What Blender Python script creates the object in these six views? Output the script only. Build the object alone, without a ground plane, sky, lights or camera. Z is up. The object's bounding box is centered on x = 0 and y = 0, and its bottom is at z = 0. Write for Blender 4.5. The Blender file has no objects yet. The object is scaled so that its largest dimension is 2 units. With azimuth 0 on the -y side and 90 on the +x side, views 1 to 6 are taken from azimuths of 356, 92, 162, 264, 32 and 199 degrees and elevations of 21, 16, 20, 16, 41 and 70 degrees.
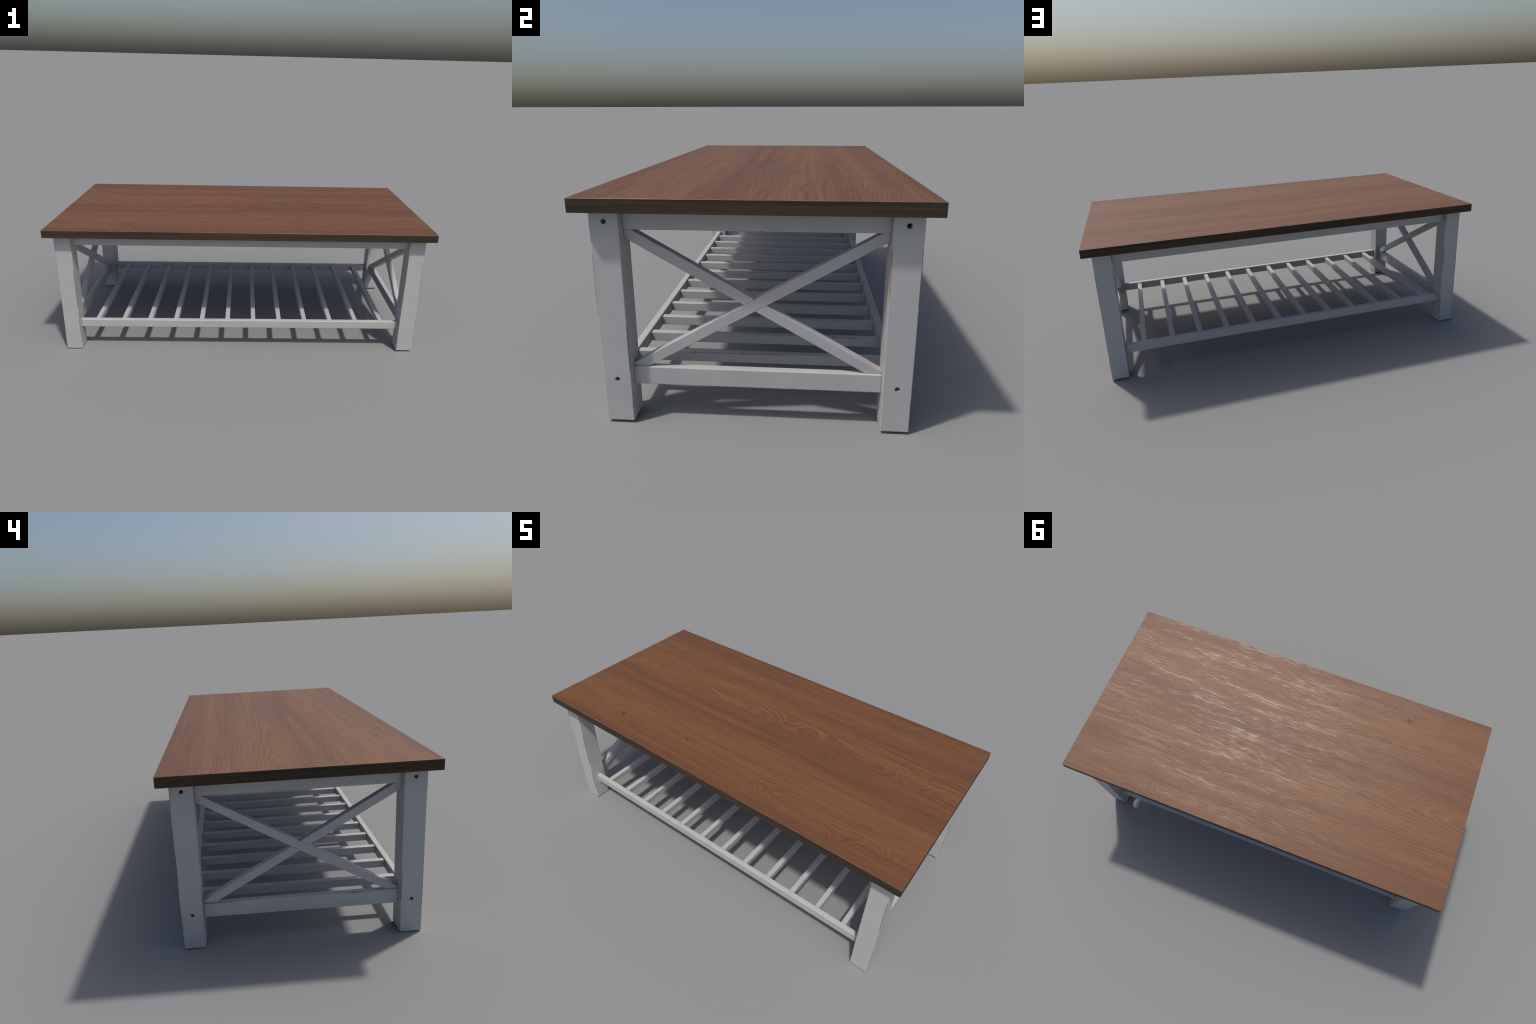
"""Farmhouse coffee table: dark-edged oak top on a white painted base with
crossed braces at both ends and a slatted shelf between the lower stretchers."""
import bpy, bmesh, math, random
from mathutils import Matrix, Vector

random.seed(7)

# ------------------------------------------------------------------ sizes (m)
TOP_A, TOP_B = 0.9781, 0.4881          # half length / half width of the top
TOP_Z1 = 0.6845                        # upper face of the top
TOP_T = 0.0400                         # thickness of the top
UNDER = TOP_Z1 - TOP_T
LEG_IN_X, LEG_OUT_X = 0.8550, 0.9372
LEG_IN_Y, LEG_OUT_Y = 0.3658, 0.4480
LEG_CX = (LEG_IN_X + LEG_OUT_X) / 2
LEG_CY = (LEG_IN_Y + LEG_OUT_Y) / 2
RAIL_T = 0.0245                        # thickness of aprons and stretchers
APRON_Z0 = 0.5858
END_STR = (0.1088, 0.1668)             # lower end stretcher, z range
LONG_STR = (0.1170, 0.1610)            # lower long stretcher, z range
SLAT_Z = (0.1215, 0.1540)
SLAT_W = 0.0243
SLAT_STEP = 0.1400
N_SLATS = 12
BRACE_W, BRACE_T = 0.0314, 0.0275
BRACE_CX = LEG_CX - 0.0080             # braces sit a little inside the rails
BRACE_SLOPE = 0.577
CROSS_Z = 0.3682
HOLE_R, HOLE_DEPTH = 0.0075, 0.030
HOLE_Z = (0.1385, 0.6140)
YAW, TILT_X, TILT_Y, LIFT = -0.0471, 0.0001, -0.0027, 0.00258


# ------------------------------------------------------------- node utilities
def lin(r, g, b):
    f = lambda c: (c / 255 / 12.92) if c / 255 <= 0.04045 else ((c / 255 + 0.055) / 1.055) ** 2.4
    return (f(r), f(g), f(b), 1.0)


class Graph:
    def __init__(self, name):
        self.mat = bpy.data.materials.new(name)
        self.mat.use_nodes = True
        self.nt = self.mat.node_tree
        self.nt.nodes.clear()
        self.out = self.nt.nodes.new("ShaderNodeOutputMaterial")
        self.bsdf = self.nt.nodes.new("ShaderNodeBsdfPrincipled")
        self.nt.links.new(self.bsdf.outputs[0], self.out.inputs[0])

    def put(self, socket, v):
        if isinstance(v, bpy.types.NodeSocket):
            self.nt.links.new(v, socket)
        else:
            socket.default_value = v

    def coords(self):
        return self.nt.nodes.new("ShaderNodeTexCoord").outputs["Object"]

    def rand(self):
        return self.nt.nodes.new("ShaderNodeObjectInfo").outputs["Random"]

    def split(self, v):
        n = self.nt.nodes.new("ShaderNodeSeparateXYZ")
        self.put(n.inputs[0], v)
        return n.outputs[0], n.outputs[1], n.outputs[2]

    def join(self, x, y, z):
        n = self.nt.nodes.new("ShaderNodeCombineXYZ")
        for i, v in enumerate((x, y, z)):
            self.put(n.inputs[i], v)
        return n.outputs[0]

    def m(self, op, a, b=0.0, c=0.0, clamp=False):
        n = self.nt.nodes.new("ShaderNodeMath")
        n.operation = op
        n.use_clamp = clamp
        self.put(n.inputs[0], a)
        self.put(n.inputs[1], b)
        self.put(n.inputs[2], c)
        return n.outputs[0]

    def noise(self, vec, scale=1.0, detail=2.0, rough=0.5, dist=0.0):
        n = self.nt.nodes.new("ShaderNodeTexNoise")
        self.put(n.inputs["Vector"], vec)
        n.inputs["Scale"].default_value = scale
        n.inputs["Detail"].default_value = detail
        n.inputs["Roughness"].default_value = rough
        n.inputs["Distortion"].default_value = dist
        return n.outputs[0]

    def remap(self, v, a, b, c=0.0, d=1.0, smooth=True):
        n = self.nt.nodes.new("ShaderNodeMapRange")
        n.interpolation_type = "SMOOTHSTEP" if smooth else "LINEAR"
        self.put(n.inputs[0], v)
        for i, q in enumerate((a, b, c, d)):
            self.put(n.inputs[i + 1], q)
        return n.outputs[0]

    def mix(self, f, a, b, mode="MIX"):
        n = self.nt.nodes.new("ShaderNodeMix")
        n.data_type = "RGBA"
        n.blend_type = mode
        self.put(n.inputs[0], f)
        self.put(n.inputs[6], a)
        self.put(n.inputs[7], b)
        return n.outputs[2]

    def bump(self, h, strength, dist):
        n = self.nt.nodes.new("ShaderNodeBump")
        n.inputs["Strength"].default_value = strength
        n.inputs["Distance"].default_value = dist
        self.put(n.inputs["Height"], h)
        self.put(self.bsdf.inputs["Normal"], n.outputs[0])

    def set(self, **kw):
        for k, v in kw.items():
            self.put(self.bsdf.inputs[k.replace("_", " ")], v)


# ------------------------------------------------------------------ materials
WHITE = (0.449, 0.448, 0.446, 1)


def paint_colour(g):
    p = g.coords()
    r = g.m("MULTIPLY", g.rand(), 31.0)
    x, y, z = g.split(p)
    q = g.join(g.m("ADD", x, r), y, z)
    n = g.noise(q, 7.0, 3.0, 0.55)
    c = g.mix(g.remap(n, 0.3, 0.7), (WHITE[0] * .97, WHITE[1] * .97, WHITE[2] * .975, 1),
              (WHITE[0] * 1.03, WHITE[1] * 1.03, WHITE[2] * 1.03, 1))
    return c, q


def make_paint():
    g = Graph("white_paint")
    c, q = paint_colour(g)
    g.set(Base_Color=c, Roughness=0.5)
    g.bsdf.inputs["Specular IOR Level"].default_value = 0.35
    g.bump(g.noise(q, 160.0, 2.0), 0.04, 0.0006)
    return g.mat


def make_worn_edge(name, lo, hi):
    """Paint on the rounded edges, rubbed through to brown wood in dashes."""
    g = Graph(name)
    c, q = paint_colour(g)
    patch = g.noise(q, 5.0, 1.5, 0.5)
    dash = g.noise(q, 70.0, 3.0, 0.65)
    f = g.m("ADD", patch, g.m("MULTIPLY", g.m("SUBTRACT", dash, 0.5), 0.45))
    mask = g.remap(f, lo, hi)
    brown = g.mix(g.noise(q, 40.0, 2.0), lin(108, 90, 70), lin(138, 120, 96))
    g.set(Base_Color=g.mix(g.m("MULTIPLY", mask, 0.8), c, brown), Roughness=0.6)
    g.bsdf.inputs["Specular IOR Level"].default_value = 0.3
    return g.mat


# swirls of the grain on the top: x, y, half length, half width, strength
SWIRLS = [
    (-0.632, 0.010, 0.060, 0.034, 4.5), (-0.903, -0.042, 0.050, 0.030, 4.0),
    (0.110, 0.104, 0.050, 0.030, 2.6), (0.396, 0.022, 0.045, 0.026, 3.0),
    (0.789, 0.082, 0.055, 0.030, 3.2),
    (-0.498, -0.414, 0.060, 0.034, -6.0), (0.322, -0.421, 0.055, 0.036, -7.0),
    (0.680, -0.439, 0.060, 0.034, -5.0), (0.903, -0.397, 0.050, 0.034, -5.0),
    (-0.900, -0.300, 0.040, 0.025, -3.5),
    (-0.575, -0.372, 0.034, 0.020, 2.2), (-0.1935, -0.326, 0.022, 0.013, 1.3),
    (-0.100, 0.462, 0.055, 0.028, 4.5), (0.560, 0.400, 0.080, 0.036, 6.0),
]
# dark knots: x, y, radius
KNOTS = [(-0.575, -0.370, 0.0185), (-0.1935, -0.3255, 0.0105),
         (-0.7186, 0.3409, 0.0048), (-0.901, -0.046, 0.0055)]


def make_oak():
    g = Graph("oiled_oak")
    p = g.coords()
    x, y, z = g.split(p)
    # slow wander of the grain direction and small wobble of the rings
    slow = g.noise(g.join(g.m("MULTIPLY", x, 1.6), g.m("MULTIPLY", y, 5.0), 3.1), 1.0, 2.0, 0.5)
    wob = g.noise(g.join(g.m("MULTIPLY", x, 6.0), g.m("MULTIPLY", y, 24.0), 1.7), 1.0, 3.0, 0.55)
    axis = g.m("MULTIPLY_ADD", g.noise(g.join(g.m("MULTIPLY", x, 1.3), 0.0, 9.0), 1.0, 1.0), 0.16, -0.015)
    dy = g.m("SUBTRACT", y, axis)
    # distance from the heart line -> arched (cathedral) figure along the middle
    arch = g.m("SQRT", g.m("ADD", g.m("MULTIPLY", dy, dy), 0.006))
    phase = g.m("MULTIPLY", arch, 74.0)
    phase = g.m("MULTIPLY_ADD", x, 4.2, phase)
    phase = g.m("MULTIPLY_ADD", slow, 7.0, phase)
    phase = g.m("MULTIPLY_ADD", wob, 0.8, phase)
    bells = 0.0
    for kx, ky, sx, sy, amp in SWIRLS:
        ex = g.m("MULTIPLY", g.m("SUBTRACT", x, kx), 1 / sx)
        ey = g.m("MULTIPLY", g.m("SUBTRACT", y, ky), 1 / sy)
        d2 = g.m("MULTIPLY_ADD", ex, ex, g.m("MULTIPLY", ey, ey))
        bell = g.m("POWER", 2.718, g.m("MULTIPLY", d2, -0.5))
        phase = g.m("MULTIPLY_ADD", bell, amp, phase)
        bells = g.m("ADD", bell, bells)
    fr = g.m("FRACT", phase)
    # growth ring: soft rise, steeper fall
    ring = g.m("MULTIPLY", g.remap(fr, 0.05, 0.85), g.remap(fr, 1.0, 0.86))
    ring_str = g.remap(g.noise(g.join(g.m("MULTIPLY", x, 2.2), g.m("MULTIPLY", y, 16.0), 5.0), 1.0, 2.0), 0.36, 0.68, 0.28, 0.95)
    heart = g.remap(g.m("ABSOLUTE", dy), 0.16, 0.03, 0.0, 0.48)
    ring_str = g.m("MAXIMUM", ring_str, heart)
    ring_str = g.m("MAXIMUM", ring_str, g.m("MINIMUM", bells, 0.5))
    # wide boards of yellower and redder tone along the length
    band = g.noise(g.join(g.m("MULTIPLY", x, 0.28), g.m("MULTIPLY", y, 11.0), 11.3), 1.0, 2.0, 0.6)
    band2 = g.noise(g.join(g.m("MULTIPLY", x, 0.9), g.m("MULTIPLY", y, 48.0), 2.3), 1.0, 2.0, 0.6)
    tone = g.m("ADD", g.m("MULTIPLY", band, 0.64), g.m("MULTIPLY", band2, 0.36))
    # the front strip and the back edge are redder, the strip behind the front yellower
    red_front = g.remap(y, -0.37, -0.41)
    red_back = g.remap(y, 0.37, 0.45)
    gold = g.m("MULTIPLY", g.remap(y, -0.38, -0.33), g.remap(y, -0.17, -0.27))
    tone = g.m("MULTIPLY_ADD", gold, 0.10, tone)
    tone = g.m("MULTIPLY_ADD", red_front, -0.06, tone)
    tone = g.m("MULTIPLY_ADD", red_back, -0.05, tone)
    t = g.remap(tone, 0.36, 0.62)
    base = g.mix(t, OAK_RED, OAK_GOLD)
    col = g.mix(g.m("MULTIPLY", g.m("MULTIPLY", ring, ring_str), 0.66), base, OAK_RING)
    # fine fibres
    fib = g.noise(g.join(g.m("MULTIPLY", x, 14.0), g.m("MULTIPLY", y, 170.0), 0.5), 1.0, 3.0, 0.6)
    col = g.mix(g.remap(fib, 0.35, 0.75, 0.0, 0.28), col, OAK_RING)
    lite = g.noise(g.join(g.m("MULTIPLY", x, 8.0), g.m("MULTIPLY", y, 150.0), 7.5), 1.0, 2.0, 0.6)
    col = g.mix(g.remap(lite, 0.55, 0.75, 0.0, 0.28), col, OAK_LIGHT)
    # knots, ragged by noise
    rag = g.noise(p, 95.0, 2.0)
    for kx, ky, r in KNOTS:
        ex = g.m("MULTIPLY", g.m("SUBTRACT", x, kx), 0.78)
        ey = g.m("SUBTRACT", y, ky)
        ey = g.m("MULTIPLY_ADD", ex, 0.45, ey)
        d = g.m("SQRT", g.m("MULTIPLY_ADD", ex, ex, g.m("MULTIPLY", ey, ey)))
        d = g.m("MULTIPLY", d, g.m("MULTIPLY_ADD", rag, 2.2, -0.1))
        col = g.mix(g.remap(d, r, r * 0.15, 0.0, 0.72), col, lin(56, 37, 32))
    # streaky gloss: matt pores between polished fibres, in broad worn clouds
    streak = g.noise(g.join(g.m("MULTIPLY", x, 15.0), g.m("MULTIPLY", y, 290.0), 4.2), 1.0, 4.0, 0.7)
    cloud = g.noise(g.join(g.m("MULTIPLY", x, 2.6), g.m("MULTIPLY", y, 24.0), 8.8), 1.0, 3.0, 0.6)
    gl = g.m("ADD", g.m("MULTIPLY", streak, 0.64), g.m("MULTIPLY", cloud, 0.36))
    rough = g.remap(gl, 0.48, 0.65, 0.57, 0.36)
    g.set(Base_Color=col, Roughness=rough)
    g.bsdf.inputs["Specular IOR Level"].default_value = 0.5
    g.bump(g.m("ADD", g.m("MULTIPLY", streak, 1.0), g.m("MULTIPLY", ring, -0.25)), 0.22, 0.0016)
    return g.mat


OAK_RED = lin(106, 67, 40)
OAK_GOLD = lin(123, 82, 46)
OAK_RING = lin(80, 50, 32)
OAK_LIGHT = lin(132, 90, 53)


def make_dark_edge():
    g = Graph("dark_stained_edge")
    x, y, z = g.split(g.coords())
    s = g.m("ADD", x, y)
    a = g.noise(g.join(g.m("MULTIPLY", s, 1.3), g.m("MULTIPLY", z, 62.0), 0.0), 1.0, 2.5, 0.6)
    b = g.noise(g.join(g.m("MULTIPLY", s, 10.0), g.m("MULTIPLY", z, 320.0), 3.0), 1.0, 2.0, 0.6)
    f = g.m("ADD", g.m("MULTIPLY", a, 0.75), g.m("MULTIPLY", b, 0.25))
    c = g.mix(g.remap(f, 0.36, 0.64), lin(47, 43, 36), lin(74, 57, 43))
    g.set(Base_Color=c, Roughness=0.6)
    g.bsdf.inputs["Specular IOR Level"].default_value = 0.25
    return g.mat


def make_top_arris():
    g = Graph("rubbed_arris")
    x, y, z = g.split(g.coords())
    n = g.noise(g.join(x, y, 0.0), 26.0, 2.0)
    c = g.mix(g.remap(n, 0.35, 0.65), lin(98, 62, 42), lin(128, 92, 60))
    g.set(Base_Color=c, Roughness=0.45)
    return g.mat


def make_low_arris():
    g = Graph("reddish_lower_arris")
    n = g.noise(g.coords(), 26.0, 2.0)
    g.set(Base_Color=g.mix(n, lin(66, 44, 34), lin(92, 56, 40)), Roughness=0.55)
    return g.mat


def make_hole_bottom():
    g = Graph("dark_hole_bottom")
    g.set(Base_Color=(0.03, 0.03, 0.032, 1), Metallic=0.6, Roughness=0.5)
    return g.mat


PAINT = make_paint()
WORN_LEG = make_worn_edge("worn_paint_edge", 0.50, 0.56)
WORN_SOFT = make_worn_edge("lightly_worn_paint_edge", 0.615, 0.69)
OAK, EDGE, ARRIS, LOW_ARRIS, HOLE_BOTTOM = make_oak(), make_dark_edge(), make_top_arris(), make_low_arris(), make_hole_bottom()


# ------------------------------------------------------------------- building
root = bpy.data.objects.new("coffee_table", None)
root["label"] = "white farmhouse coffee table with brown oak top and slatted shelf"
root["category"] = "coffee table"
root.empty_display_size = 0.2
root.matrix_world = (Matrix.Translation((0.0019, 0, LIFT)) @ Matrix.Rotation(TILT_Y, 4, "Y")
                     @ Matrix.Rotation(TILT_X, 4, "X") @ Matrix.Rotation(YAW, 4, "Z"))
bpy.context.scene.collection.objects.link(root)


def add(name, mesh, loc=(0, 0, 0), rot=(0, 0, 0), scale=(1, 1, 1)):
    ob = bpy.data.objects.new(name, mesh)
    bpy.context.scene.collection.objects.link(ob)
    ob.parent = root
    ob.location, ob.rotation_euler, ob.scale = loc, rot, scale
    return ob


def bevelled(bm, width, segments=3):
    """Round every edge; the rounded strips take material slot 1."""
    r = bmesh.ops.bevel(bm, geom=list(bm.edges), offset=width, offset_type="OFFSET",
                        segments=segments, profile=0.5, affect="EDGES", clamp_overlap=True)
    for f in r["faces"]:
        f.material_index = 1
    bmesh.ops.recalc_face_normals(bm, faces=list(bm.faces))


def mesh_from(bm, name, mats):
    me = bpy.data.meshes.new(name)
    bm.to_mesh(me)
    bm.free()
    for m_ in mats:
        me.materials.append(m_)
    return me


def box_bm(x0, x1, y0, y1, z0, z1):
    bm = bmesh.new()
    bmesh.ops.create_cube(bm, size=1.0)
    for v in bm.verts:
        v.co = Vector(((x0 + x1) / 2 + v.co.x * (x1 - x0), (y0 + y1) / 2 + v.co.y * (y1 - y0),
                       (z0 + z1) / 2 + v.co.z * (z1 - z0)))
    return bm


def bar(name, x0, x1, y0, y1, z0, z1, width, mats):
    bm = box_bm(x0, x1, y0, y1, z0, z1)
    bevelled(bm, width)
    return mesh_from(bm, name, mats)


# --- tabletop: oak faces, dark stained sides, rubbed upper and lower arrises
bm = box_bm(-TOP_A, TOP_A, -TOP_B, TOP_B, UNDER, TOP_Z1)
bevelled(bm, 0.0020)
for f in bm.faces:
    n, c = f.normal, f.calc_center_median()
    if f.material_index == 1:
        if c.z > TOP_Z1 - 0.0024:
            f.material_index = 2 if c.z > TOP_Z1 - 0.0013 else 1
        elif c.z < UNDER + 0.0024:
            f.material_index = 3
        else:
            f.material_index = 1
    elif abs(n.z) > 0.9:
        f.material_index = 0
    else:
        f.material_index = 1
add("tabletop", mesh_from(bm, "tabletop", [OAK, EDGE, ARRIS, LOW_ARRIS]))

# --- legs with two sunk bolt holes on the end face (mesh centred on the leg)
HALF = (LEG_OUT_X - LEG_IN_X) / 2


def leg_mesh():
    bm = box_bm(-HALF, HALF, -HALF, HALF, 0.0, UNDER - 0.0003)
    bevelled(bm, 0.0026)
    body = add("leg_blank", mesh_from(bm, "leg_blank", [PAINT, WORN_LEG]))
    cut = bmesh.new()
    for hz in HOLE_Z:
        ret = bmesh.ops.create_cone(cut, cap_ends=True, segments=32, radius1=HOLE_R, radius2=HOLE_R, depth=2 * HOLE_DEPTH)
        bmesh.ops.transform(cut, matrix=Matrix.Translation((HALF, 0, hz)) @ Matrix.Rotation(math.pi / 2, 4, "Y"), verts=ret["verts"])
    tool = add("hole_tool", mesh_from(cut, "hole_tool", [PAINT]))
    md = body.modifiers.new("holes", "BOOLEAN")
    md.operation, md.solver, md.object = "DIFFERENCE", "EXACT", tool
    dg = bpy.context.evaluated_depsgraph_get()
    me = bpy.data.meshes.new_from_object(body.evaluated_get(dg))
    me.name = "leg"
    for ob in (body, tool):
        old = ob.data
        bpy.data.objects.remove(ob)
        bpy.data.meshes.remove(old)
    return me


leg = leg_mesh()
bm = bmesh.new()
bmesh.ops.create_cone(bm, cap_ends=True, segments=24, radius1=HOLE_R * 0.93, radius2=HOLE_R * 0.80, depth=0.006)
disc = mesh_from(bm, "dark_disc", [HOLE_BOTTOM])
for sx in (-1, 1):
    for sy in (-1, 1):
        lg = add("leg", leg, (sx * LEG_CX, sy * LEG_CY, 0), (0, 0, 0 if sx > 0 else math.pi))
        for hz in HOLE_Z:
            b = bpy.data.objects.new("dark_disc", disc)
            bpy.context.scene.collection.objects.link(b)
            b.parent = lg
            b.location = (HALF - HOLE_DEPTH + 0.0032, 0, hz)
            b.rotation_euler = (0, math.pi / 2, 0)

# --- aprons under the top and lower stretchers, centred on the legs
h = RAIL_T / 2
soft = [PAINT, WORN_SOFT]
end_apron = bar("end_apron", -h, h, -LEG_IN_Y, LEG_IN_Y, APRON_Z0, UNDER - 0.0003, 0.0022, soft)
long_apron = bar("long_apron", -LEG_IN_X, LEG_IN_X, -h, h, APRON_Z0, UNDER - 0.0003, 0.0022, [PAINT, PAINT])
end_str = bar("end_stretcher", -h, h, -LEG_IN_Y, LEG_IN_Y, *END_STR, 0.0030, soft)
long_str = bar("long_stretcher", -LEG_IN_X, LEG_IN_X, -h, h, *LONG_STR, 0.0035, [PAINT, PAINT])
for s in (-1, 1):
    turn = (0, 0, 0 if s > 0 else math.pi)
    add("end_apron", end_apron, (s * LEG_CX, 0, 0), turn)
    add("long_apron", long_apron, (0, s * LEG_CY, 0), turn)
    add("end_stretcher", end_str, (s * LEG_CX, 0, 0), turn)
    add("long_stretcher", long_str, (0, s * LEG_CY, 0), turn)

# --- shelf slats let in between the long stretchers
y_end = LEG_CY - h
slat = bar("slat", -SLAT_W / 2, SLAT_W / 2, -y_end, y_end, *SLAT_Z, 0.0024, soft)
for i in range(N_SLATS):
    add("slat", slat, (-0.0030 + (i - (N_SLATS - 1) / 2) * SLAT_STEP, 0, 0), (0, 0, math.pi * (i % 2)))


# --- crossed braces: polygons in the y-z plane, clipped to the end frame
def clip(poly, ny, nz, d):
    """keep the part of the polygon where ny*y + nz*z <= d"""
    out = []
    for i, a in enumerate(poly):
        b = poly[(i + 1) % len(poly)]
        da, db = ny * a[0] + nz * a[1] - d, ny * b[0] + nz * b[1] - d
        if da <= 0:
            out.append(a)
        if da * db < 0:
            t = da / (da - db)
            out.append((a[0] + t * (b[0] - a[0]), a[1] + t * (b[1] - a[1])))
    return out


ang = math.atan(BRACE_SLOPE)
ca, sa = math.cos(ang), math.sin(ang)


def brace_poly(sign):
    """long bar through the crossing, rising towards sign*y, cut to the frame"""
    L, w = 0.6, BRACE_W / 2
    pts = [(-L, -w), (L, -w), (L, w), (-L, w)]
    poly = [(sign * (u * ca - v * sa), CROSS_Z + u * sa + v * ca) for u, v in pts]
    for n in ((1, 0, LEG_IN_Y - 0.0003), (-1, 0, LEG_IN_Y - 0.0003), (0, 1, APRON_Z0 - 0.0003), (0, -1, -END_STR[1] - 0.0003)):
        poly = clip(poly, *n)
    return poly


def prism(name, poly):
    bm = bmesh.new()
    lo = [bm.verts.new((-BRACE_T / 2, y, z)) for y, z in poly]
    up = [bm.verts.new((BRACE_T / 2, y, z)) for y, z in poly]
    bm.faces.new(lo)
    bm.faces.new(up)
    for i in range(len(poly)):
        j = (i + 1) % len(poly)
        bm.faces.new((lo[i], lo[j], up[j], up[i]))
    bmesh.ops.recalc_face_normals(bm, faces=list(bm.faces))
    bevelled(bm, 0.0016)
    return mesh_from(bm, name, soft)


through = prism("brace", brace_poly(1))
# the other diagonal is two half bars butting against the through bar
half = brace_poly(-1)
gap = BRACE_W / 2 + 0.0004
c0 = -sa * 0 + ca * CROSS_Z
upper = prism("half_brace", clip(half, sa, -ca, -(gap + c0)))
lower = prism("half_brace", clip(half, -sa, ca, c0 - gap))
for s in (-1, 1):
    for me in (through, upper, lower):
        add("brace" if me is through else "half_brace", me, (s * BRACE_CX, 0, 0))

bpy.context.view_layer.update()
